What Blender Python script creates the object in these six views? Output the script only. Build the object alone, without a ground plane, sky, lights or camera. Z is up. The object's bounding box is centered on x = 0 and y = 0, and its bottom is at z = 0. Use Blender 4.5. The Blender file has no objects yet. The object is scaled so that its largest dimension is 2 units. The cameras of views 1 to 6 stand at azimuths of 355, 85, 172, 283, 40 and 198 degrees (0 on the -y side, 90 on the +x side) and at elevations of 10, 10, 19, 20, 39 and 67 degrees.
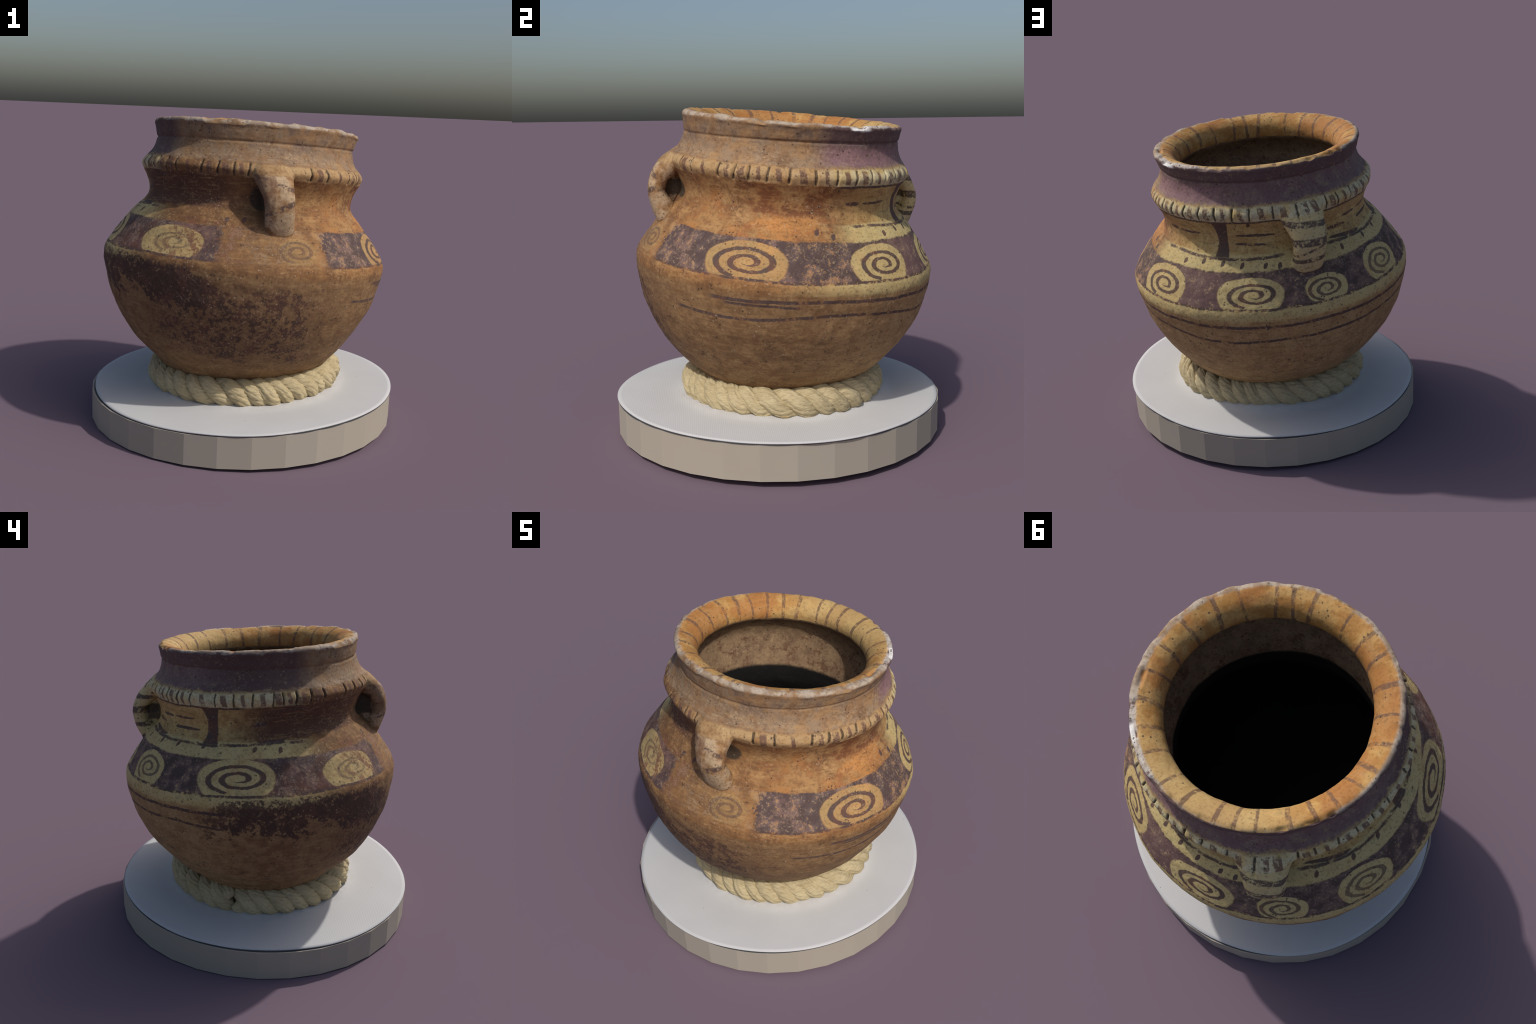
import bpy, bmesh, math
import numpy as np
from mathutils import Matrix, Vector

RNG = np.random.default_rng(7)
PI = math.pi
rad = math.radians

# ------------------------------------------------------------------ helpers
def value_noise(P, scale, seed=0):
    """smooth 3D lattice noise in -1..1 for an (n,3) array"""
    r = np.random.default_rng(seed)
    tab = r.random(4096) * 2 - 1
    Q = P * scale + 37.3
    i = np.floor(Q).astype(np.int64)
    f = Q - i
    f = f * f * (3 - 2 * f)
    out = 0
    for dx in (0, 1):
        for dy in (0, 1):
            for dz in (0, 1):
                h = ((i[:, 0] + dx) * 73856093) ^ ((i[:, 1] + dy) * 19349663) ^ ((i[:, 2] + dz) * 83492791)
                w = ((f[:, 0] if dx else 1 - f[:, 0]) * (f[:, 1] if dy else 1 - f[:, 1]) * (f[:, 2] if dz else 1 - f[:, 2]))
                out = out + w * tab[h & 4095]
    return out

def smoothstep(x, a, b):
    t = np.clip((x - a) / (b - a), 0, 1)
    return t * t * (3 - 2 * t)

def spline(pts, n):
    """Catmull-Rom through 2D/3D points, resampled evenly by length"""
    p = np.asarray(pts, float)
    ext = np.vstack([2 * p[0] - p[1], p, 2 * p[-1] - p[-2]])
    out = []
    for k in range(1, len(ext) - 2):
        a, b, c, d = ext[k - 1], ext[k], ext[k + 1], ext[k + 2]
        for t in np.linspace(0, 1, 24, endpoint=False):
            out.append(.5 * ((2 * b) + (c - a) * t + (2 * a - 5 * b + 4 * c - d) * t * t + (3 * b - a - 3 * c + d) * t ** 3))
    out.append(p[-1])
    out = np.array(out)
    s = np.r_[0, np.cumsum(np.linalg.norm(np.diff(out, axis=0), axis=1))]
    q = np.linspace(0, s[-1], n)
    return np.stack([np.interp(q, s, out[:, j]) for j in range(p.shape[1])], 1)

def new_mesh(name, verts, faces, mat=None, smooth=True):
    me = bpy.data.meshes.new(name)
    me.from_pydata([tuple(v) for v in verts], [], [tuple(f) for f in faces])
    me.update()
    if smooth:
        me.polygons.foreach_set("use_smooth", [True] * len(me.polygons))
    if mat:
        me.materials.append(mat)
    return me

def link(name, data, parent=None):
    o = bpy.data.objects.new(name, data)
    bpy.context.scene.collection.objects.link(o)
    if parent:
        o.parent = parent
    return o

# ------------------------------------------------------- shader-node algebra
class Sk:
    """a float socket with arithmetic"""
    def __init__(s, g, sock): s.g, s.s = g, sock
    def __add__(s, o): return s.g.m('ADD', s, o)
    def __radd__(s, o): return s.g.m('ADD', o, s)
    def __sub__(s, o): return s.g.m('SUBTRACT', s, o)
    def __rsub__(s, o): return s.g.m('SUBTRACT', o, s)
    def __mul__(s, o): return s.g.m('MULTIPLY', s, o)
    def __rmul__(s, o): return s.g.m('MULTIPLY', o, s)
    def __truediv__(s, o): return s.g.m('DIVIDE', s, o)
    def abs(s): return s.g.m('ABSOLUTE', s)
    def max(s, o): return s.g.m('MAXIMUM', s, o)
    def min(s, o): return s.g.m('MINIMUM', s, o)
    def inv(s): return 1.0 - s

class Graph:
    def __init__(s, tree): s.t = tree; s.n = tree.nodes
    def put(s, inp, v):
        if isinstance(v, Sk): s.t.links.new(v.s, inp)
        elif hasattr(v, 'is_linked'): s.t.links.new(v, inp)
        else: inp.default_value = v
    def m(s, op, a, b=None, c=None):
        n = s.n.new('ShaderNodeMath'); n.operation = op
        s.put(n.inputs[0], a)
        if b is not None: s.put(n.inputs[1], b)
        if c is not None: s.put(n.inputs[2], c)
        return Sk(s, n.outputs[0])
    def step(s, x, a, b, lo=0.0, hi=1.0):
        """smooth step rising from a to b (a<b)"""
        n = s.n.new('ShaderNodeMapRange'); n.interpolation_type = 'SMOOTHSTEP'
        s.put(n.inputs[0], x); s.put(n.inputs[1], a); s.put(n.inputs[2], b)
        s.put(n.inputs[3], lo); s.put(n.inputs[4], hi)
        return Sk(s, n.outputs[0])
    def window(s, x, a, b, e):
        return s.step(x, a - e, a + e) * s.step(x, b - e, b + e).inv()
    def noise(s, vec, scale, detail=3.0, rough=.55, seed=0.0, color=False):
        n = s.n.new('ShaderNodeTexNoise'); n.noise_dimensions = '4D'
        s.put(n.inputs['Vector'], vec); n.inputs['W'].default_value = seed
        n.inputs['Scale'].default_value = scale; n.inputs['Detail'].default_value = detail
        n.inputs['Roughness'].default_value = rough
        return n.outputs['Color'] if color else Sk(s, n.outputs[0])
    def voronoi(s, vec, scale, rnd=1.0):
        n = s.n.new('ShaderNodeTexVoronoi')
        s.put(n.inputs['Vector'], vec); n.inputs['Scale'].default_value = scale
        n.inputs['Randomness'].default_value = rnd
        return Sk(s, n.outputs['Distance'])
    def vmath(s, op, a, b):
        n = s.n.new('ShaderNodeVectorMath'); n.operation = op
        s.put(n.inputs[0], a)
        if op == 'SCALE': s.put(n.inputs[3], b)
        else: s.put(n.inputs[1], b)
        return n.outputs[0]
    def mix(s, f, a, b):
        n = s.n.new('ShaderNodeMix'); n.data_type = 'RGBA'; n.clamp_factor = True
        s.put(n.inputs[0], f)
        for i, v in ((6, a), (7, b)):
            s.put(n.inputs[i], (*v, 1) if isinstance(v, tuple) and len(v) == 3 else v)
        return n.outputs[2]
    def sep(s, v):
        n = s.n.new('ShaderNodeSeparateXYZ'); s.put(n.inputs[0], v)
        return [Sk(s, o) for o in n.outputs]
    def comb(s, x, y, z):
        n = s.n.new('ShaderNodeCombineXYZ')
        for i, v in enumerate((x, y, z)): s.put(n.inputs[i], v)
        return n.outputs[0]
    def coords(s):
        return s.n.new('ShaderNodeTexCoord').outputs['Object']

def new_material(name):
    mat = bpy.data.materials.new(name); mat.use_nodes = True
    mat.node_tree.nodes.clear()
    return mat, Graph(mat.node_tree)

def finish(mat, g, color, rough=.85, bump=None, strength=.3, dist=.004, spec=.25):
    b = g.n.new('ShaderNodeBsdfPrincipled'); o = g.n.new('ShaderNodeOutputMaterial')
    g.put(b.inputs['Base Color'], (*color, 1) if isinstance(color, tuple) else color)
    g.put(b.inputs['Roughness'], rough)
    b.inputs['Specular IOR Level'].default_value = spec
    if bump is not None:
        n = g.n.new('ShaderNodeBump'); n.inputs['Strength'].default_value = strength
        n.inputs['Distance'].default_value = dist
        g.put(n.inputs['Height'], bump); g.t.links.new(n.outputs[0], b.inputs['Normal'])
    g.t.links.new(b.outputs[0], o.inputs[0])

# ------------------------------------------------------------------ the pot
# frame: the pot leans a little; its own axis is local z
TILT = (-.05, -.07)
nz = np.array([-TILT[0], -TILT[1], 1.]); nz /= np.linalg.norm(nz)
nx = np.array([1, 0, TILT[0]]); nx -= nz * (nx @ nz); nx /= np.linalg.norm(nx)
ny = np.cross(nz, nx)
AXIS = np.stack([nx, ny, nz], 1)                     # local -> world
POT_BASE = AXIS @ np.array([-.064, -.026, 0])

# outer profile (radius, height)
OUTER = [(0, .234), (.28, .236), (.40, .262), (.49, .322), (.545, .38), (.594, .42), (.636, .46), (.676, .50), (.709, .54), (.737, .58),
         (.765, .62), (.790, .66), (.811, .70), (.831, .74), (.850, .78), (.864, .82), (.875, .86), (.884, .90), (.894, .94),
         (.903, .98), (.907, 1.02), (.908, 1.055), (.898, 1.09), (.868, 1.14), (.842, 1.18), (.812, 1.22), (.780, 1.26), (.748, 1.30),
         (.712, 1.34), (.674, 1.38), (.654, 1.42), (.652, 1.46), (.661, 1.50), (.679, 1.54), (.702, 1.58), (.718, 1.615), (.710, 1.64),
         (.690, 1.665), (.662, 1.70), (.644, 1.74), (.636, 1.78), (.643, 1.82), (.650, 1.858), (.656, 1.874), (.652, 1.889)]
LIP = [(.640, 1.897), (.623, 1.898), (.594, 1.891), (.562, 1.876), (.534, 1.852), (.515, 1.816), (.512, 1.78), (.522, 1.752),
       (.552, 1.725), (.580, 1.69)]
INNER = [(.606, 1.63), (.603, 1.58), (.588, 1.52), (.566, 1.46), (.549, 1.41), (.541, 1.37), (.548, 1.28), (.582, 1.20), (.645, 1.10),
         (.720, 1.0), (.750, .88), (.715, .72), (.620, .55), (.45, .39), (.25, .312), (0, .303)]

KZ = np.array([.3, .5, .62, .8, 1.0, 1.14, 1.3, 1.46, 1.62, 1.78, 1.94])
H1C = np.array([.010, -.006, -.011, -.009, -.008, .000, .000, .002, .002, .006, .011])
H1S = np.array([-.001, -.007, -.001, .003, .000, .002, .015, .005, -.010, -.008, -.009])
H2C = np.array([.020, .005, .002, .004, .011, .0125, .014, .008, .003, .001, .013])
H2S = np.array([.000, .006, .0045, .000, .002, -.002, -.002, -.003, .000, .002, .001])

def out_of_round(th, z):
    """departure of the radius from the profile, by bearing and height"""
    f = [np.interp(z, KZ, a) for a in (H1C, H1S, H2C, H2S)]
    def bulge(bearing, wide, level, tall, amount):
        u = (th - rad(bearing) + PI) % (2 * PI) - PI
        return amount * np.exp(-(u / rad(wide)) ** 2 - ((z - level) / tall) ** 2)
    return (f[0] * np.cos(th) + f[1] * np.sin(th) + f[2] * np.cos(2 * th) + f[3] * np.sin(2 * th)
            + bulge(-112, 50, 1.350, .10, .032) + bulge(-112, 45, 1.50, .06, .009) + bulge(38, 32, 1.0, .35, -.009)
            + bulge(-108, 55, 1.245, .045, .011) + bulge(122, 25, 1.0, .12, .007) + bulge(-132, 25, 1.0, .08, -.006))

profile = np.vstack([spline(OUTER + LIP + INNER, 420)])
profile[:, 0] = np.maximum(profile[:, 0], 0)
oz = np.array([p[1] for p in OUTER]); orr = np.array([p[0] for p in OUTER])

def lathe(profile, n):
    th = np.linspace(0, 2 * PI, n, endpoint=False)
    ring = profile[1:-1]
    T, Z = np.meshgrid(th, ring[:, 1]); R = np.repeat(ring[:, :1], n, 1)
    k = np.clip(R / .45, 0, 1)
    R = R + out_of_round(T, Z) * k
    Z = Z - .008 * np.sin(T) * smoothstep(Z, 1.72, 1.88)             # mouth a little higher in front
    V = np.stack([R * np.cos(T), R * np.sin(T), Z], -1).reshape(-1, 3)
    m = len(ring); F = []
    a = np.arange(n); b = (a + 1) % n
    for i in range(m - 1):
        F.append(np.stack([i * n + a, i * n + b, (i + 1) * n + b, (i + 1) * n + a], 1))
    F = np.vstack(F).tolist()
    V = np.vstack([V, [[0, 0, profile[0, 1]], [0, 0, profile[-1, 1]]]])
    bo, to = len(V) - 2, len(V) - 1
    F += [(bo, int((j + 1) % n), int(j)) for j in range(n)]
    F += [(to, int((m - 1) * n + j), int((m - 1) * n + (j + 1) % n)) for j in range(n)]
    return V, F

def strap(bearing, path, n=60, seg=40):
    """handle: path rows = (radial distance, height, sideways shift, half width, half thickness)"""
    p = spline(path, n)
    er = np.array([math.cos(bearing), math.sin(bearing), 0]); et = np.array([-er[1], er[0], 0]); ez = np.array([0, 0, 1.])
    V = []
    for i in range(n):
        d = p[min(i + 1, n - 1), :2] - p[max(i - 1, 0), :2]; d /= np.linalg.norm(d)
        nrm = er * -d[1] + ez * d[0]
        c = er * p[i, 0] + ez * p[i, 1] + et * p[i, 2]
        for k in range(seg):
            a = 2 * PI * k / seg
            ca, sa = math.cos(a), math.sin(a)
            sx = math.copysign(abs(ca) ** .8, ca); sy = math.copysign(abs(sa) ** .8, sa)
            V.append(c + et * sx * p[i, 3] + nrm * sy * p[i, 4])
    F = [(i * seg + k, i * seg + (k + 1) % seg, (i + 1) * seg + (k + 1) % seg, (i + 1) * seg + k) for i in range(n - 1) for k in range(seg)]
    F += [tuple(range(seg))[::-1], tuple((n - 1) * seg + k for k in range(seg))]
    return np.array(V), F

BEAR_A, BEAR_B = rad(-82.5), rad(100.7)
HANDLE_A = [(0.642, 1.648, -.024, .128, .054), (0.684, 1.612, -.024, .122, .060), (0.727, 1.573, -.020, .112, .062), (0.767, 1.528, -.012, .100, .058),
            (0.792, 1.475, .000, .092, .051), (0.789, 1.425, .010, .088, .051), (0.768, 1.37, .020, .086, .058), (0.736, 1.31, .028, .088, .066), (0.699, 1.25, .032, .092, .066)]
HANDLE_B = [(0.636, 1.636, .014, .150, .054), (0.671, 1.604, .014, .145, .060), (0.710, 1.564, .016, .128, .062), (0.751, 1.518, .018, .114, .058),
            (0.785, 1.465, .018, .104, .051), (0.791, 1.42, .016, .098, .051), (0.775, 1.36, .014, .094, .058), (0.743, 1.30, .010, .094, .066), (0.703, 1.24, .008, .096, .066)]
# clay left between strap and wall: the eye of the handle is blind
WEB_A = [(.60, 1.47, -.022, .042, .14), (.66, 1.47, -.022, .036, .13), (.72, 1.47, -.020, .034, .12), (.78, 1.46, -.014, .034, .10)]
WEB_B = [(.60, 1.46, .016, .062, .14), (.66, 1.46, .016, .058, .13), (.72, 1.455, .018, .054, .12), (.78, 1.45, .018, .054, .10)]

def build_pot_surface():
    V, F = lathe(profile, 300)
    for bearing, path in ((BEAR_A, HANDLE_A), (BEAR_B, HANDLE_B), (BEAR_A, WEB_A), (BEAR_B, WEB_B)):
        v, f = strap(bearing, path)
        off = len(V); V = np.vstack([V, v]); F += [tuple(i + off for i in q) for q in f]
    me = new_mesh("pot_raw", V, F)
    bm = bmesh.new(); bm.from_mesh(me); bmesh.ops.recalc_face_normals(bm, faces=bm.faces); bm.to_mesh(me); bm.free()
    o = link("pot_raw", me)
    md = o.modifiers.new("weld", 'REMESH'); md.mode = 'VOXEL'; md.voxel_size = .0058
    sm = o.modifiers.new("soften", 'SMOOTH'); sm.factor = .5; sm.iterations = 4
    dg = bpy.context.evaluated_depsgraph_get(); ev = o.evaluated_get(dg)
    out = bpy.data.meshes.new_from_object(ev)
    bpy.data.objects.remove(o, do_unlink=True); bpy.data.meshes.remove(me)
    return out

NOTCH = [-55.7, -38.8, -30.8, -24.1, -15.9, -6.5, 4.5, 14.3, 23.6, 32.3, 41, 50, 59, 68, 76.4, 88, 99, 116, 123, 132.8, 141.5, 150, 158.5, 172.4,
         -178.2, -169, -159, -154.4, -148, -140.4, -133.5, -119, -110.8, -103, -96, -65.3]

def relief(me):
    n = len(me.vertices)
    co = np.empty(n * 3, np.float32); me.vertices.foreach_get("co", co); co = co.reshape(-1, 3).astype(float)
    no = np.empty(n * 3, np.float32); me.vertices.foreach_get("normal", no); no = no.reshape(-1, 3).astype(float)
    th = np.arctan2(co[:, 1], co[:, 0]); rho = np.hypot(co[:, 0], co[:, 1]); z = co[:, 2]
    outer = rho > np.interp(z, oz, orr) + out_of_round(th, z) - .03
    d = .0035 * value_noise(co, 7, 1) + .0018 * value_noise(co, 22, 2) + .0008 * value_noise(co, 60, 3)
    # incised notches across the ridge
    dep = np.zeros(n)
    band = smoothstep(z, 1.572, 1.59) * (1 - smoothstep(z, 1.652, 1.668)) * outer
    for k, a in enumerate(NOTCH):
        slant = (.10 if k % 3 else -.05) * (z - 1.62)
        u = (th - rad(a) + PI) % (2 * PI) - PI
        dep = np.maximum(dep, np.exp(-(((u - slant) * .72) / .0062) ** 2) * (.6 + .4 * math.sin(k * 2.3) ** 2))
    d -= .016 * dep * band
    # lumpy ridge
    d += band * .004 * value_noise(co, 16, 5)
    # groove under the thick mouth band
    zg = 1.79 + .008 * np.sin(th + .6)
    d -= .006 * np.exp(-((z - zg) / .007) ** 2) * outer
    # chipped, uneven edge of the mouth
    edge = smoothstep(z, 1.862, 1.893)
    edge = edge * smoothstep(rho, .605, .635)
    d += edge * .007 * value_noise(co, 16, 8)
    co = co + no * d[:, None]
    chip = np.maximum(0, value_noise(co, 19, 9) - .15) * .03 + .007 * value_noise(co * [1, 1, .2], 6, 10)
    co[:, 2] -= edge * chip
    # dents and knocks on the rim of the mouth
    me.vertices.foreach_set("co", co.astype(np.float32).ravel()); me.update()
    return co

def split_pot(me, co, mats, parent):
    nv = len(me.vertices)
    vn = np.empty(nv * 3, np.float32); me.vertices.foreach_get("normal", vn); vn = vn.reshape(-1, 3)
    nl = len(me.loops); li = np.empty(nl, np.int32); me.loops.foreach_get("vertex_index", li)
    npoly = len(me.polygons); ls = np.empty(npoly, np.int32); me.polygons.foreach_get("loop_start", ls)
    faces = li.reshape(-1, 4) if nl == npoly * 4 else None
    if faces is None:
        raise RuntimeError("expected quads")
    c = co[faces].mean(1)
    th = np.arctan2(c[:, 1], c[:, 0]); rho = np.hypot(c[:, 0], c[:, 1]); z = c[:, 2]
    surf = np.interp(z, oz, orr) + out_of_round(th, z)
    over = rho - surf
    part = np.full(len(c), 'lower_body', dtype=object)
    part[z > 1.085] = 'shoulder'
    part[z > 1.40] = 'collar'
    part[z > 1.574] = 'notched_ridge'
    part[z > 1.668] = 'neck'
    part[z > 1.785] = 'mouth_rim'
    part[(over < -.045) & (z > .284) & (z < 1.765)] = 'inner_wall'
    part[(over < -.045) & (z >= 1.765)] = 'mouth_rim'
    for nm, b in (('handle', BEAR_A), ('handle.001', BEAR_B)):
        u = (th - b + PI) % (2 * PI) - PI
        part[(over > .016) & (np.abs(u) < .3) & (z > 1.22) & (z < 1.60)] = nm
    whole = {}
    for nm in ('mouth_rim', 'neck', 'notched_ridge', 'collar', 'shoulder', 'lower_body', 'inner_wall', 'handle', 'handle.001'):
        f = faces[part == nm]
        if not len(f): continue
        ids, inv = np.unique(f, return_inverse=True)
        f2 = inv.reshape(-1, 4)
        m = bpy.data.meshes.new(nm)
        m.vertices.add(len(ids)); m.vertices.foreach_set("co", co[ids].astype(np.float32).ravel())
        m.loops.add(len(f2) * 4); m.loops.foreach_set("vertex_index", f2.astype(np.int32).ravel())
        m.polygons.add(len(f2)); m.polygons.foreach_set("loop_start", np.arange(0, len(f2) * 4, 4, dtype=np.int32))
        m.update(calc_edges=True); m.validate()
        m.polygons.foreach_set("use_smooth", [True] * len(f2))
        m.normals_split_custom_set_from_vertices([tuple(v) for v in vn[ids].astype(float)])
        m.materials.append(mats[nm.split('.')[0]])
        link(nm, m, parent)

# --------------------------------------------------------- pot materials
CLAY_ORANGE = (.285, .138, .050)
CLAY_BRIGHT = (.48, .215, .065)
CLAY_BROWN = (.19, .110, .052)
OCHRE = (.56, .41, .165)
CREAM = (.60, .50, .245)
DARK = (.076, .051, .051)
DARK_RED = (.13, .055, .04)
PURPLE = (.190, .116, .112)
SOOT = (.055, .033, .028)
GREY_WEAR = (.36, .29, .22)

# spiral medallions: bearing, height, half width (m), half height (m), spiral bearing, spiral size, clarity, tint
MEDALLIONS = [(-20.5, 1.188, .225, .122, -19.5, 1.0, 1.0, .30), (31.5, 1.188, .200, .122, 33.0, .95, 1.0, .75), (74.8, 1.183, .205, .110, 76.5, .95, 1.0, 1.0),
              (106.5, 1.170, .135, .085, 106.3, 1.05, .9, 1.0), (138.0, 1.190, .165, .110, 138.8, 1.0, .8, .9), (-176.3, 1.200, .235, .124, -175.0, 1.0, 1.0, .85),
              (-126.0, 1.188, .215, .108, -124.0, .8, .55, .6), (-73.0, 1.185, .125, .085, -73.0, 1.15, .6, .15)]

def medallion_group():
    t = bpy.data.node_groups.new("spiral_medallion", 'ShaderNodeTree')
    for nm in ('Bearing', 'Height', 'At', 'Level', 'HalfW', 'HalfH', 'SpiralAt', 'Size'):
        t.interface.new_socket(nm, in_out='INPUT', socket_type='NodeSocketFloat')
    for nm in ('Field', 'Line'):
        t.interface.new_socket(nm, in_out='OUTPUT', socket_type='NodeSocketFloat')
    g = Graph(t); i = t.nodes.new('NodeGroupInput'); o = t.nodes.new('NodeGroupOutput')
    I = {k.name: Sk(g, k) for k in i.outputs if k.name}
    dz = (I['Height'] - I['Level']) * 1.36
    def local(at):
        return g.m('WRAP', I['Bearing'] - at, PI, -PI) * .84
    x = local(I['At']) / I['HalfW']; y = g.m('MAXIMUM', dz, dz * -.66) / I['HalfH']      # domed top, flat foot
    dome = g.m('POWER', x.abs(), 2.0) + g.m('POWER', y.abs(), 2.1)
    field = g.step(dome, .92, 1.06).inv() * g.step(I['Height'], 1.102, 1.108)
    sx = local(I['SpiralAt']) / (I['HalfW'] * I['Size']); sy = (dz + .012) / (I['HalfH'] * I['Size'])
    r = g.m('SQRT', sx * sx + sy * sy)
    phi = g.m('ARCTAN2', sy, sx)
    # the arm starts low on the left and winds inwards over the top
    PHI0 = rad(250)
    t_ = g.m('WRAP', (PHI0 - phi) / (2 * PI), 1.0, 0.0)
    a = (.84 - r) / .36 - t_
    nidx = g.m('MAXIMUM', g.m('ROUND', a), 0.0)
    line = ((a - nidx).abs() * .36)
    wd = .086
    mask = g.step(line, wd * .72, wd * 1.2).inv() * g.step((.84 - r) / .36, 1.84, 1.90).inv()
    t.links.new(field.s, o.inputs['Field']); t.links.new((mask * field).s, o.inputs['Line'])
    return t

def dab_group():
    """short brush mark: elongated dab at a bearing and height"""
    t = bpy.data.node_groups.new("brush_dab", 'ShaderNodeTree')
    for nm in ('Bearing', 'Height', 'At', 'Level', 'HalfW', 'HalfH', 'Slope'):
        t.interface.new_socket(nm, in_out='INPUT', socket_type='NodeSocketFloat')
    t.interface.new_socket('Mark', in_out='OUTPUT', socket_type='NodeSocketFloat')
    g = Graph(t); i = t.nodes.new('NodeGroupInput'); o = t.nodes.new('NodeGroupOutput')
    I = {k.name: Sk(g, k) for k in i.outputs if k.name}
    x0 = g.m('WRAP', I['Bearing'] - I['At'], PI, -PI) * .72
    x = x0 / I['HalfW']; y = (I['Height'] - I['Level'] - x0 * I['Slope']) / I['HalfH']
    d = g.m('POWER', x.abs(), 3.0) + g.m('POWER', y.abs(), 2.2)
    t.links.new(g.step(d, .7, 1.25).inv().s, o.inputs['Mark'])
    return t

MED = medallion_group()
DAB = dab_group()

def call(g, group, **kw):
    n = g.n.new('ShaderNodeGroup'); n.node_tree = group
    for k, v in kw.items(): g.put(n.inputs[k], v)
    return [Sk(g, o) for o in n.outputs]

class Clay:
    """shared start of every clay material: coordinates, ground colour, wear"""
    def __init__(s, name):
        s.mat, s.g = new_material(name); g = s.g
        s.P = P = g.coords()
        wob = g.vmath('SUBTRACT', g.noise(P, 6.0, 2.0, color=True), (.5, .5, .5))
        rag = g.vmath('SUBTRACT', g.noise(P, 45.0, 3.0, color=True), (.5, .5, .5))
        Q = g.vmath('ADD', P, g.vmath('ADD', g.vmath('SCALE', wob, .022), g.vmath('SCALE', rag, .011)))
        s.Q = Q
        s.x, s.y, s.z = g.sep(Q)
        s.th = g.m('ARCTAN2', s.y, s.x)
        s.n_big = g.noise(P, 3.2, 3.0, seed=1.0)
        s.n_mid = g.noise(P, 11.0, 5.0, .62, seed=2.0)
        s.n_fine = g.noise(P, 70.0, 4.0, .65, seed=3.0)
        s.n_grit = g.noise(P, 190.0, 2.0, .6, seed=4.0)
        s.wear1 = g.noise(P, 46.0, 5.0, .70, seed=5.0)
        s.wear2 = g.noise(P, 15.0, 4.0, .6, seed=6.0)
    def arc(s, centre, half, soft):
        """1 inside a sector of bearings (degrees)"""
        d = s.g.m('WRAP', s.th - rad(centre), PI, -PI).abs()
        return s.g.step(d, rad(half - soft), rad(half + soft)).inv()
    def ground(s):
        g = s.g
        back = s.arc(112, 82, 22)                                   # paler, yellower slip round the back
        warm = s.arc(-5, 46, 22) * g.window(s.z, 1.12, 1.60, .07)   # glowing orange flank
        left = s.arc(-128, 52, 20)                                  # left front, clay darkened to carry its shade
        c = g.mix(g.step(s.n_mid, .41, .57), (.37, .205, .082), (.19, .090, .038))
        c = g.mix(g.step(s.n_big, .42, .58) * .6, c, CLAY_ORANGE)
        c = g.mix(warm * g.step(s.n_big * .7 + s.n_mid * .6, .58, .74), c, CLAY_BRIGHT)
        c = g.mix(warm * g.step(s.wear2, .52, .60) * g.step(s.n_mid, .44, .56) * .7, c, (.33, .125, .045))
        c = g.mix(back * g.step(s.n_mid, .36, .52, .6, 1.0), c, g.mix(g.step(s.wear2, .42, .60), OCHRE, (.49, .325, .12)))
        c = g.mix(left * g.step(s.wear2, .40, .58, .45, .85), c, (.155, .080, .038))
        low = g.step(s.z + (s.n_mid - .5) * .08, 1.00, 1.06).inv()
        tan_low = g.mix(g.step(s.wear2, .40, .62), (.28, .172, .082), (.20, .112, .052))
        tan_low = g.mix(s.arc(95, 80, 25) * .9, tan_low, g.mix(g.step(s.wear2, .40, .62), (.45, .285, .135), (.35, .21, .098)))
        c = g.mix(low * .85, c, tan_low)
        rust = s.arc(-2, 30, 12) * g.window(s.z, 1.405, 1.575, .02) * g.step(s.n_big * .6 + s.n_mid * .6, .54, .64)
        c = g.mix(rust * .85, c, (.155, .055, .026))
        # dark red-brown zone on the collar, left
        collar_dark = s.arc(-137, 32, 10) * g.window(s.z + (s.wear2 - .5) * .05, 1.385, 1.58, .015) * g.step(s.n_big, .36, .50, .5, 1.0)
        c = g.mix(collar_dark * .85, c, (.085, .038, .028))
        up = g.step(s.z + (s.n_mid - .5) * .02, 1.655, 1.675)       # greyer clay above the ridge
        c = g.mix(up * g.step(s.wear2, .40, .60, .35, .9), c, (.29, .20, .125))
        # brush streaks
        streak = g.noise(g.vmath('MULTIPLY', s.P, (9.0, 9.0, 60.0)), 1.0, 4.0, .6, seed=12.0)
        c = g.mix(g.step(streak, .54, .64) * .35, c, (.14, .075, .035))
        c = g.mix(g.step(streak, .36, .46).inv() * .25, c, (.48, .31, .14))
        return c
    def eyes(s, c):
        """near-black ovals in the hollows on the flanks of the handles"""
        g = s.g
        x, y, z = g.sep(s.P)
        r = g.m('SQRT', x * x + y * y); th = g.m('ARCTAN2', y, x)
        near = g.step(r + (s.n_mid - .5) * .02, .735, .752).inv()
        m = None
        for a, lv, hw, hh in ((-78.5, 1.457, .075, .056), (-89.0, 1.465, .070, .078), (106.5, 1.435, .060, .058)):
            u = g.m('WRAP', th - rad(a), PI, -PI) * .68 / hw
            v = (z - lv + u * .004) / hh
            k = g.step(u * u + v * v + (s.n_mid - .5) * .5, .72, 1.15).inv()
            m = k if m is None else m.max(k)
        return g.mix(m * near * .85, c, (.035, .031, .025))
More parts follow.
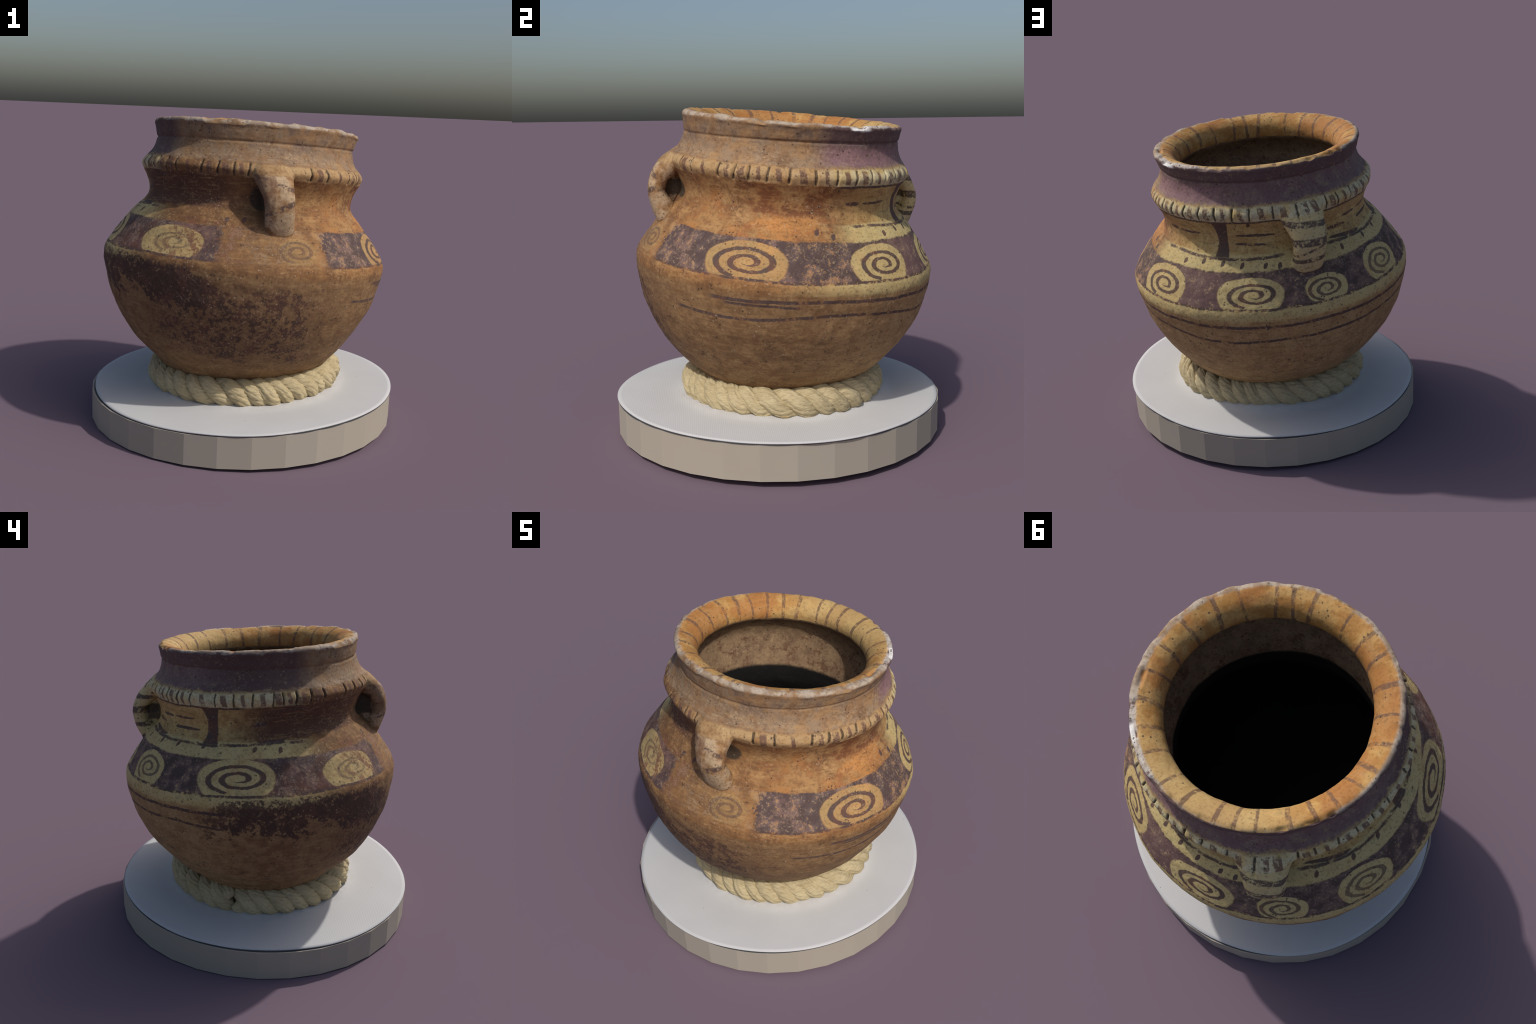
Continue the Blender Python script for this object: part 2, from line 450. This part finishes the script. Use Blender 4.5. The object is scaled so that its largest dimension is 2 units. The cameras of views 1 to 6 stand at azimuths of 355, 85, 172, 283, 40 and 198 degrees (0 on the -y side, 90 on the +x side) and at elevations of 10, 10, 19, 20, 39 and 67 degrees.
    def weather(s, c, dark=1.0, light=1.0, pit=.8):
        """age on top of clay and paint alike: stains, pits, rubbed specks, grit"""
        g = s.g
        area = g.step(g.noise(s.P, 5.0, 3.0, .6, seed=14.0), .42, .58)           # patchy, not even
        upper = g.step(s.z, .98, 1.10, .45, 1.0)
        c = g.mix(g.step(s.n_mid, .54, .66) * .35 * dark, c, (.10, .058, .034))
        c = g.mix(g.step(s.n_fine, .52, .62) * .50 * dark, c, (.11, .062, .034))
        c = g.mix(g.step(s.n_fine, .38, .47).inv() * area * upper * .45 * light, c, (.50, .35, .19))
        c = g.mix(g.step(s.wear1, .58, .64) * area * .55 * dark, c, (.085, .052, .034))
        c = g.mix(g.step(s.wear1, .36, .42).inv() * area * upper * .60 * light, c, (.52, .39, .24))
        pits = g.step(g.voronoi(s.P, 30.0), .13, .20).inv() * g.step(s.n_mid, .48, .54)
        c = g.mix(pits * pit, c, (.05, .035, .028))
        flecks = g.step(g.voronoi(g.vmath('ADD', s.P, (3.1, 1.7, .4)), 34.0), .12, .19).inv() * g.step(s.n_mid, .50, .57)
        c = g.mix(flecks * .55 * light, c, (.55, .45, .32))
        return c
    def done(s, color, rough=.8, extra=None, dark=.8, light=.8, pit=.8):
        g = s.g
        color = s.weather(color, dark, light, pit)
        h = s.n_fine * .6 + s.n_grit * .35 + s.n_mid * .8
        if extra is not None: h = h + extra
        finish(s.mat, g, color, rough, h, .32, .006)
        return s.mat

def worn(s, lo=.50, hi=.62, more=None):
    """paint that survives: 1 = paint still there"""
    w = s.wear1 * .65 + s.wear2 * .45
    if more is not None: w = w + more
    return s.g.step(w, lo, hi).inv()

def neck_paint(s, c):
    """dark purplish slip round the mouth and neck at the back and left"""
    g = s.g
    zone = s.arc(113, 106, 7)
    grey = g.step(s.wear2, .42, .62)
    slip = g.mix(grey * .6, PURPLE, (.23, .17, .14))
    slip = g.mix(g.step(s.z, 1.785, 1.80) * .75, slip, (.105, .064, .062))
    slip = g.mix(s.arc(35, 28, 10) * g.window(s.z, 1.68, 1.77, .02) * .8, slip, (.27, .15, .16))
    slip = g.mix(s.arc(-155, 35, 15) * .7, slip, (.085, .05, .045))
    keep = worn(s, .60, .72, g.step(s.z + (s.n_mid - .5) * .03, 1.655, 1.69).inv() * .25)
    scr = g.step(s.n_fine, .66, .74)
    c = g.mix(zone * keep, c, slip)
    c = g.mix(zone * scr * .5, c, (.42, .31, .22))
    # remains of the same slip on the front
    front = zone.inv() * g.step(s.wear2 * .7 + s.n_big * .5, .60, .72) * g.step(s.z, 1.70, 1.80)
    c = g.mix(front * .75, c, (.12, .075, .06))
    return c

def body_paint(s, c, fields):
    g = s.g; th, z = s.th, s.z
    marks = None
    def add(m):
        nonlocal marks
        marks = m if marks is None else marks.max(m)
    if 'band' in fields:
        # yellow strip above and below the dark frieze
        pale = s.arc(118, 98, 10)
        strip = g.window(z, 1.285, 1.37, .006) * pale + g.window(z, 1.035, 1.10, .012) * s.arc(110, 105, 18) * .8
        c = g.mix(strip * g.step(s.n_mid, .25, .55, .6, 1.0), c, g.mix(s.n_mid, OCHRE, CREAM))
        field = None; line = None; tint = None
        for (a, lv, hw, hh, sa, size, clear, tn) in MEDALLIONS:
            f, l = call(g, MED, Bearing=th, Height=z, At=rad(a), Level=lv, HalfW=hw, HalfH=hh, SpiralAt=rad(sa), Size=size)
            l = l * clear
            field = f if field is None else field.max(f)
            line = l if line is None else line.max(l)
            tt = f * tn
            tint = tt if tint is None else tint.max(tt)
        c = g.mix(tint * g.step(s.n_mid, .25, .6, .55, 1.0), c, g.mix(s.n_mid, OCHRE, CREAM))
        frieze = g.window(z, 1.103, 1.288, .005) * field.inv()
        bare = s.arc(-83, 19, 6) * .5 + s.arc(6, 10, 5) * .055 + s.arc(-50, 16, 6) * .025 + s.arc(-112, 12, 8) * .05 + (s.n_fine - .5) * .35
        keep = worn(s, .625, .675, bare)
        hue = g.mix(g.step(s.wear2, .40, .62), DARK, (.118, .084, .080))
        red = s.arc(-112, 16, 6) * g.window(z, 1.10, 1.32, .02) * g.step(s.wear1 * .6 + s.wear2 * .5, .54, .60)
        c = g.mix(red * .8, c, (.19, .075, .045))
        hue = g.mix(s.arc(52, 14, 8) * .6, hue, (.19, .10, .10))
        hue = g.mix(s.arc(-150, 34, 12) * g.step(s.n_big, .40, .6), hue, DARK_RED)
        hue = g.mix(g.step(s.n_big * .6 + s.wear2 * .5, .54, .62) * .65, hue, (.175, .105, .095))
        c = g.mix(frieze * keep * .97, c, hue)
        rub = g.step(s.wear1 * .5 + s.n_fine * .6 + (s.wear2 - .5) * .5, .585, .625)
        c = g.mix(frieze * rub * .42, c, (.38, .27, .18))
        thin = g.window(z, 1.093, 1.106, .003) * s.arc(150, 178, 2) * s.arc(-83, 22, 4).inv()
        rim_line = g.window(z, 1.282, 1.292, .003) * s.arc(20, 122, 3)
        add(line * worn(s, .66, .74)); add(thin * worn(s, .55, .62)); add(rim_line * worn(s, .5, .58))
    if 'lines' in fields:
        wave = g.m('SINE', th * 3.0 + .6) * .012 + g.m('SINE', th * 5.0) * .006
        back = s.arc(75, 106, 2)
        add(g.window(z - wave * .5, .986, 1.005, .003) * back * worn(s, .58, .66))
        add(g.window(z - wave * 1.6, .891, .908, .003) * s.arc(66, 112, 2) * worn(s, .56, .64))
        add(g.window(z, .962, .976, .003) * s.arc(-13, 13, 1.5) * worn(s, .58, .66))
        add(g.window(z - (th + 1.1) * .06, .960, .972, .003) * s.arc(-58, 10, 1.5) * worn(s, .50, .56))
        add(g.window(z, 1.022, 1.036, .004) * s.arc(-128, 9, 2) * worn(s, .58, .66))
    if 'panel' in fields:
        add(g.window(z - g.m('SINE', th * 4.0) * .006, 1.349, 1.362, .003) * s.arc(120, 96, 1.5) * s.arc(103, 12, 2).inv() * worn(s, .57, .65))
        add(g.window(z, 1.566, 1.578, .003) * s.arc(100, 86, 3) * worn(s, .60, .68))
        # vertical posts that part the panels
        for a, w in ((60.5, .032), (169.0, .034)):
            x = g.m('WRAP', th - rad(a), PI, -PI).abs() * .68
            flare = g.m('POWER', ((z - 1.45) / .11).abs(), 2.0) * .018 + w
            add(g.step(x - flare, -.004, .004).inv() * g.window(z, 1.355, 1.575, .006) * worn(s, .66, .74))
        for a, lv, hw, hh, sl in ((39, 1.478, .10, .008, .02), (25, 1.478, .05, .010, .0), (77.5, 1.478, .135, .009, -.02), (75, 1.421, .105, .007, -.03),
                                  (124.5, 1.432, .085, .011, -.02), (128, 1.375, .13, .010, -.05), (135, 1.48, .07, .008, 0), (152, 1.423, .12, .009, .03), (150, 1.485, .10, .007, .03),
                                  (-160, 1.372, .10, .009, 0), (-150, 1.55, .13, .006, 0), (-166, 1.47, .05, .012, .2)):
            add(call(g, DAB, Bearing=th, Height=z, At=rad(a), Level=lv, HalfW=hw, HalfH=hh, Slope=sl)[0] * worn(s, .58, .66))
        for a, lv in ((40.7, 1.318), (51, 1.334), (61.6, 1.330), (71, 1.323), (82, 1.318), (88.6, 1.308), (121.5, 1.328), (137.5, 1.334), (151, 1.338), (166.4, 1.345),
                      (-168.8, 1.335), (-157, 1.325), (-104, 1.33), (-96, 1.335), (6, 1.333), (13, 1.315), (75, 1.555)):
            add(call(g, DAB, Bearing=th, Height=z, At=rad(a), Level=lv, HalfW=.013, HalfH=.014, Slope=.4)[0])
    if marks is not None:
        c = g.mix(marks * .94, c, g.mix(g.step(s.wear2, .45, .6), DARK, (.115, .055, .045)))
    if 'soot' in fields:
        # fire-blackened, scratched patches: left flank under the frieze and the low front
        d1 = s.arc(-152, 40, 16) * g.window(z + (s.wear2 - .5) * .35 + (s.wear1 - .5) * .25 + (s.n_big - .5) * .3, .84, 1.09, .04)
        d2 = s.arc(-96, 40, 16) * g.window(z + (s.n_big - .5) * .35, .48, .97, .10)
        patch = g.step(s.wear1 * .8 + s.wear2 * .7 + d1 * .36 + d2 * .28, 1.00, 1.07) * g.m('MINIMUM', d1 + d2, 1.0)
        c = g.mix(d2 * .6, c, (.135, .073, .040))
        c = g.mix(patch * .9, c, g.mix(g.step(s.n_mid, .45, .6), SOOT, (.10, .045, .035)))
        stretched = g.vmath('MULTIPLY', g.vmath('ADD', s.P, g.vmath('SCALE', g.comb(s.z * 1.0, s.z * -1.0, 0.0), .5)), (60.0, 60.0, 26.0))
        scr = g.step(g.noise(stretched, 1.0, 4.0, .65, seed=9.0), .58, .66)
        c = g.mix(scr * d2 * .55, c, (.36, .25, .17))
        spots = g.step(s.wear1, .70, .74) * s.arc(-175, 45, 15) * g.window(z, .5, .95, .08)
        c = g.mix(spots * .8, c, SOOT)
    return c

def make_pot_materials():
    mats = {}
    s = Clay("painted_clay_body")
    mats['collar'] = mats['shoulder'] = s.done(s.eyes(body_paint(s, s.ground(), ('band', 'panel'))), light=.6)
    s = Clay("painted_clay_lower")
    mats['lower_body'] = s.done(body_paint(s, s.ground(), ('band', 'lines', 'soot')))
    # neck
    s = Clay("slipped_neck")
    mats['neck'] = s.done(neck_paint(s, s.ground()), .7, light=.55)
    # ridge: pale slip, painted bars between the notches
    s = Clay("notched_ridge_slip"); g = s.g
    c = neck_paint(s, s.ground())
    crown = g.window(s.z + (s.n_mid - .5) * .03, 1.578, 1.662, .008)
    c = g.mix(crown * s.arc(110, 100, 12) * .9, c, g.mix(g.step(s.n_mid, .35, .55), OCHRE, (.62, .56, .35)))
    c = g.mix(crown * s.arc(-40, 60, 25) * g.step(s.n_mid, .3, .6) * .7, c, (.55, .38, .19))
    bars = None; cuts = None
    for k, a in enumerate(NOTCH):
        b = NOTCH[(k + 1) % len(NOTCH)]
        gap = (b - a) % 360
        u = g.m('WRAP', s.th - rad(a), PI, -PI) * .72 - (s.z - 1.62) * (.07 if k % 3 else -.03)
        cut = g.step(u.abs(), .004, .008).inv()
        cuts = cut if cuts is None else cuts.max(cut)
        if gap < 25:
            v = g.m('WRAP', s.th - rad(a + gap * .5), PI, -PI) * .72 + (s.z - 1.62) * .15
            bar = g.step(v.abs(), .008 + .004 * (k % 3), .014 + .004 * (k % 3)).inv()
            bars = bar if bars is None else bars.max(bar)
    for a in (92.5, 103.5, 108.5):
        v = g.m('WRAP', s.th - rad(a), PI, -PI) * .72
        bars = bars.max(g.step(v.abs(), .011, .016).inv())
    bars = bars * worn(s, .56, .66) * g.window(s.z, 1.585, 1.655, .008)
    c = g.mix(bars * .85, c, (.13, .065, .05))
    c = g.mix(cuts * g.window(s.z, 1.580, 1.660, .008) * .85, c, (.05, .035, .025))
    c = g.mix(g.window(s.z, 1.566, 1.578, .003) * s.arc(100, 86, 3) * worn(s, .60, .68), c, DARK)
    mats['notched_ridge'] = s.done(c)
    # handles: pale with broad dark bars
    s = Clay("striped_handle"); g = s.g
    c = s.ground()
    pale = s.arc(100, 60, 10)
    c = g.mix(pale * .85, c, g.mix(s.n_mid, OCHRE, (.60, .54, .32)))
    c = g.mix(pale.inv() * g.step(s.n_mid, .38, .58) * .7, c, (.58, .44, .28))  # front handle lightened for the highlight on its outer edge
    m = None
    for lv, hh, sl in ((1.555, .016, -.10), (1.460, .022, -.05), (1.345, .014, .06), (1.405, .008, .3)):
        x = g.m('WRAP', s.th - BEAR_B, PI, -PI) * .8
        k = g.window(s.z - x * sl + (s.n_big - .5) * .03, lv - hh, lv + hh, .004)
        m = k if m is None else m.max(k)
    m = m * pale * worn(s, .56, .63)
    xa = g.m('WRAP', s.th - BEAR_A, PI, -PI) * .8
    ma = (g.window(s.z - xa * .4, 1.395, 1.43, .006) + g.window(s.z + xa * .3, 1.535, 1.56, .006)) * pale.inv() * worn(s, .50, .58)
    dark_side = g.step(xa, -.035, -.02).inv() * pale.inv() * g.window(s.z, 1.40, 1.60, .02)
    c = g.mix(m.max(ma) * .9, c, DARK)
    c = g.mix(dark_side * .6, c, (.15, .08, .05))
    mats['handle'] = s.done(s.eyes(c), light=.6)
    # mouth: slip outside, orange with dark radial bars on the flare, pale chipped edge
    s = Clay("mouth_rim_paint"); g = s.g
    xs, ys, zs = g.sep(s.P)
    r = g.m('SQRT', xs * xs + ys * ys)
    out = neck_paint(s, s.ground())
    flare = g.mix(g.step(s.n_mid, .40, .60), (.42, .205, .055), (.53, .315, .11))
    flare = g.mix(g.step(s.n_big, .48, .58) * .6, flare, (.36, .14, .04))
    flare = g.mix(s.arc(75, 40, 20) * .5, flare, (.55, .42, .19))
    flare = g.mix(g.step(s.n_fine, .62, .75) * .5, flare, (.20, .10, .04))
    bars = None
    for k, a in enumerate((-173, -158, -143, -131, -118, -98, -88, -79, -62, -48, -32, -17, -4, 11, 25, 38, 54, 67, 83, 92, 101, 116, 127, 138, 150, 160, 172)):
        w = .008 + .005 * ((k * 7) % 4) / 3
        v = g.m('WRAP', s.th - rad(a), PI, -PI) * .58 + (zs - 1.86) * (.12 if k % 2 else -.08)
        bar = g.step(v.abs(), w - .003, w + .003).inv()
        bars = bar if bars is None else bars.max(bar)
    flare = g.mix(bars * worn(s, .52, .66) * .80, flare, (.13, .072, .052))
    inside = g.step(r + (s.n_mid - .5) * .01 - g.step(zs, 1.84, 1.884) * .036, .594, .602).inv()
    c = g.mix(inside, out, flare)
    edge = g.step(zs + (s.n_mid - .5) * .03 + (s.wear2 - .5) * .03, 1.878, 1.888) * g.step(r, .618, .634)
    c = g.mix(edge * g.step(s.wear2, .36, .50) * .8, c, g.mix(g.step(s.n_mid, .42, .6), (.33, .25, .18), (.52, .44, .35)))
    white = s.arc(27, 5, 2) * g.step(zs + (s.n_mid - .5) * .03, 1.858, 1.870) * g.step(r, .635, .645)
    c = g.mix(white, c, (.80, .78, .74))
    chips = s.arc(35, 24, 8) * edge * g.step(s.wear1, .44, .52)
    c = g.mix(chips * .7, c, (.62, .57, .52))
    mats['mouth_rim'] = s.done(c, .75, dark=.55, light=.35)
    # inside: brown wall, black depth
    s = Clay("inner_wall_clay"); g = s.g
    c = g.mix(g.step(s.n_mid, .35, .65), (.27, .18, .10), (.20, .125, .075))
    c = g.mix(g.step(s.wear2 * .6 + s.wear1 * .5, .58, .66) * .8, c, (.12, .055, .03))
    c = g.mix(g.step(s.n_mid, .25, .4).inv() * .6, c, (.42, .30, .16))
    c = s.weather(c, .8, .5)
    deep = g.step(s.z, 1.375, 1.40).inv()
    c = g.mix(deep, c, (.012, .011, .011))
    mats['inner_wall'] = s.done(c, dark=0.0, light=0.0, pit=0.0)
    return mats

# ------------------------------------------------------------------ build pot
pot = link("clay_pot", None)
pot.matrix_world = Matrix([[*AXIS[0], POT_BASE[0]], [*AXIS[1], POT_BASE[1]], [*AXIS[2], POT_BASE[2]], [0, 0, 0, 1]])
pot["label"] = "two-handled brown clay pot painted with dark bands and spirals"
pot["category"] = "clay pot"
surface = build_pot_surface()
co = relief(surface)
split_pot(surface, co, make_pot_materials(), pot)
bpy.data.meshes.remove(surface)

# ------------------------------------------------------------------ display base
TOP_Z, TOP_SX, TOP_SY = .221, .0260, .0030       # height and lean of the top sheet
BOT_Z, BOT_SX, BOT_SY = .0205, .0190, .0020

def plane_top(x, y):
    r = np.hypot(x, y); u = (np.arctan2(y, x) + rad(45) + PI) % (2 * PI) - PI     # one side curls up a little
    return TOP_Z + TOP_SX * x + TOP_SY * y + .012 * np.exp(-(u / rad(45)) ** 2) * smoothstep(r, .45, 1.0)
def plane_bot(x, y): return BOT_Z + BOT_SX * x + BOT_SY * y

mat_side, g = new_material("beige_plinth_side")
P = g.coords(); n1 = g.noise(P, 2.0, 3.0)
finish(mat_side, g, g.mix(n1, (.375, .335, .275), (.41, .365, .30)), .9, g.noise(P, 160.0, 2.0), .05, .002)

mat_sheet, g = new_material("white_card_top")
P = g.coords(); x, y, z = g.sep(P)
n1 = g.noise(P, 3.0, 4.0, .6, 1.0); n2 = g.noise(P, 240.0, 2.0, .5, 2.0); n3 = g.noise(P, 24.0, 3.0, .6, 3.0)
weave = g.m('SINE', (y + (n1 - .5) * .01) * 600.0) * .5 + .5
c = g.mix(n1, (.52, .515, .512), (.60, .592, .585))
c = g.mix(weave * .16, c, (.30, .30, .31))
specks = g.step(g.voronoi(P, 9.0), .025, .035).inv()
c = g.mix(specks * .6, c, (.12, .10, .08))
r = g.m('SQRT', x * x + (y - .03) * (y - .03))
dust = g.window(r + (n3 - .5) * .06, .56, .66, .03) * g.step(n3, .4, .6)
c = g.mix(dust * .18, c, (.36, .31, .24))
finish(mat_sheet, g, c, .8, weave * .6 + n2 * .3, .12, .003)

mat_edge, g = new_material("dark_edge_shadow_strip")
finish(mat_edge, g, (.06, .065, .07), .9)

base = link("display_base", None)
base["label"] = "low round white display disc with faceted beige side"
base["category"] = "display stand"

def disc_part(name, n, R, cx, cy, ztop, zbot, mat, parent, smooth=False, wob=0.0, phase=0.0):
    a = np.arange(n) * 2 * PI / n + phase
    rr = R + wob * value_noise(np.stack([np.cos(a), np.sin(a), a * 0], 1), 2.5, 21)
    X, Y = cx + rr * np.cos(a), cy + rr * np.sin(a)
    V = [(x, y, zbot(x, y)) for x, y in zip(X, Y)] + [(x, y, ztop(x, y)) for x, y in zip(X, Y)]
    V += [(cx, cy, zbot(cx, cy)), (cx, cy, ztop(cx, cy) - .06)]
    F = [(i, (i + 1) % n, n + (i + 1) % n, n + i) for i in range(n)]
    F += [(2 * n, (i + 1) % n, i) for i in range(n)] + [(2 * n + 1, n + i, n + (i + 1) % n) for i in range(n)]
    me = new_mesh(name, V, F, mat, smooth)
    return link(name, me, parent)

disc_part("plinth", 32, .997, -.004, .004, lambda x, y: plane_top(x, y) - .012, plane_bot, mat_side, base, phase=0.0)
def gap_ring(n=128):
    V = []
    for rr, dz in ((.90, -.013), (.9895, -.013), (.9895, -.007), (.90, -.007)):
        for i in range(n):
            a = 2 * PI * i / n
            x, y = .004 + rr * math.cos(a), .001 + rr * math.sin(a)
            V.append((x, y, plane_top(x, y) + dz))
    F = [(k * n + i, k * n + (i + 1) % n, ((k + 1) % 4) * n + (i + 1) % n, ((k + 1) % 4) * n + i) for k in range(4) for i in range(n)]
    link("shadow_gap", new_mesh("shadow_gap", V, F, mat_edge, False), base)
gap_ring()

def card():
    n, rings = 128, 40
    V = []; F = []
    for j in range(rings + 1):
        t = j / rings
        for i in range(n):
            a = 2 * PI * i / n
            rr = .990 + .004 * math.sin(3 * a + 1) + .003 * math.sin(7 * a)
            x, y = .006 + rr * t * math.cos(a), rr * t * math.sin(a)
            V.append((x, y, plane_top(x, y)))
    V = np.array(V)
    q = np.hypot(V[:, 0] - .012, V[:, 1] - .03)
    V[:, 2] += .0025 * value_noise(V, 5, 31) + (.020 + .022 * np.exp(-((np.arctan2(V[:, 1], V[:, 0]) - 1.2) / .9) ** 2)) * np.exp(-((q - .60) / .05) ** 2) * (.75 + .35 * value_noise(V, 9, 32))
    for j in range(rings):
        for i in range(n):
            F.append((j * n + i, (j + 1) * n + i, (j + 1) * n + (i + 1) % n, j * n + (i + 1) % n))
    me = new_mesh("card_top", V, F, mat_sheet)
    o = link("card_top", me, base)
    md = o.modifiers.new("thick", 'SOLIDIFY'); md.thickness = .006; md.offset = -1
    dg = bpy.context.evaluated_depsgraph_get()
    m2 = bpy.data.meshes.new_from_object(o.evaluated_get(dg)); o.modifiers.clear(); o.data = m2; m2.name = "card_top"
card()

# ------------------------------------------------------------------ rope ring
mat_rope, g = new_material("pale_hemp_rope")
P = g.coords()
n1 = g.noise(P, 7.0, 4.0, .6, 1.0); n2 = g.noise(P, 90.0, 3.0, .65, 2.0); n3 = g.noise(P, 22.0, 4.0, .6, 3.0)
c = g.mix(g.step(n1, .35, .65), (.53, .44, .265), (.45, .365, .21))
c = g.mix(g.step(n3, .58, .72) * .5, c, (.34, .25, .12))
c = g.mix(g.step(n2, .60, .75) * .45, c, (.30, .23, .13))
c = g.mix(g.step(n2, .25, .40).inv() * .4, c, (.72, .63, .44))
c = g.mix(g.step(n1, .60, .68) * g.step(n3, .5, .6) * .5, c, (.46, .31, .10))
x, y, z = g.sep(P)
bearing = g.m('ARCTAN2', y - .034, x - .014)
out = g.m('SQRT', (x - .014) * (x - .014) + (y - .034) * (y - .034)) - .546
roll = g.m('ARCTAN2', z - .293 - x * .026, out)
fibre = g.noise(g.comb(bearing * 9.0 + roll * .8, roll * 11.0 - bearing * 4.0, out * 20.0), 1.0, 5.0, .7, 5.0)
hair = g.noise(g.comb(bearing * 16.0 + roll * 1.5, roll * 34.0 - bearing * 13.0, 0.0), 1.0, 3.0, .6, 6.0)
c = g.mix(g.step(fibre, .53, .62) * .5, c, (.27, .20, .105))
c = g.mix(g.step(hair, .54, .62) * .38, c, (.24, .175, .09))
c = g.mix(g.step(hair, .36, .44).inv() * .50, c, (.70, .61, .42))
finish(mat_rope, g, c, .9, n2 * .5 + hair, .5, .006)

rope = link("rope_ring", None)
rope["label"] = "thick twisted pale hemp rope laid in a ring"
rope["category"] = "rope"

def rope_centre(a):
    """ring the rope follows: slightly oval, resting on the card"""
    R = .546 + .014 * math.cos(2 * a) - .014 * math.exp(-(((a + .45 + PI) % (2 * PI) - PI) / .5) ** 2) + .006 * math.sin(3 * a + 1)
    x, y = .014 + R * math.cos(a), .034 + R * math.sin(a)
    return np.array([x, y, plane_top(x, y) + .072])

JOIN = rad(176)         # bearing where the two ends butt
TURNS = 11.6
def strand(k):
    n, seg = 1300, 64
    V = np.empty((n, seg, 3))
    span = 2 * PI - .05
    psi = np.linspace(0, 2 * PI, seg, endpoint=False)
    for i in range(n):
        u = i / (n - 1)
        a = JOIN + .025 + span * u
        c = rope_centre(a)
        er = np.array([math.cos(a), math.sin(a), 0]); ez = np.array([0, 0, 1.])
        et = np.array([-er[1], er[0], 0])
        ph = -2 * PI * TURNS * u + k * 2 * PI / 3 + .5 * math.sin(3 * a) + .25 * math.sin(7 * a + 1)
        off = .0435
        e1 = er * math.cos(ph) + ez * math.sin(ph)
        pitch = 2 * PI * TURNS / (span * .57)
        e2 = (-er * math.sin(ph) + ez * math.cos(ph)) - et * (off * pitch) * -1.0
        e2 /= np.linalg.norm(e2)
        grow = 1 + .05 * math.sin(9 * a + k * 2) + .03 * math.sin(23 * a + k)
        taper = 1.0
        if u < .004 or u > .996: taper = .72 + .28 * min(u, 1 - u) / .004
        # yarns twisted inside the strand
        rr = .0515 * grow * taper * (1 + .11 * np.abs(np.sin(5.0 * (psi - u * 2 * PI * 13) + 1.5 * math.sin(31 * a))) ** .7 + .022 * np.sin(19.0 * (psi - u * 2 * PI * 13)) - .075)
        V[i] = c + e1 * off + rr[:, None] * (np.cos(psi)[:, None] * e1 + np.sin(psi)[:, None] * e2 * .98)
    W = V.reshape(-1, 3)
    W = W + .0030 * np.stack([value_noise(W, 26, 40 + j) for j in range(3)], 1) + .0012 * np.stack([value_noise(W, 80, 50 + j) for j in range(3)], 1)
    W[:, 2] = np.maximum(W[:, 2], plane_top(W[:, 0], W[:, 1]) - .004)
    idx = np.arange(n * seg).reshape(n, seg)
    F = np.stack([idx[:-1], np.roll(idx, -1, 1)[:-1], np.roll(idx, -1, 1)[1:], idx[1:]], -1).reshape(-1, 4).tolist()
    F += [idx[0][::-1].tolist(), idx[-1].tolist()]
    return new_mesh("strand", W, F, mat_rope)
for k in range(3):
    link("strand" if k == 0 else "strand.%03d" % k, strand(k), rope)
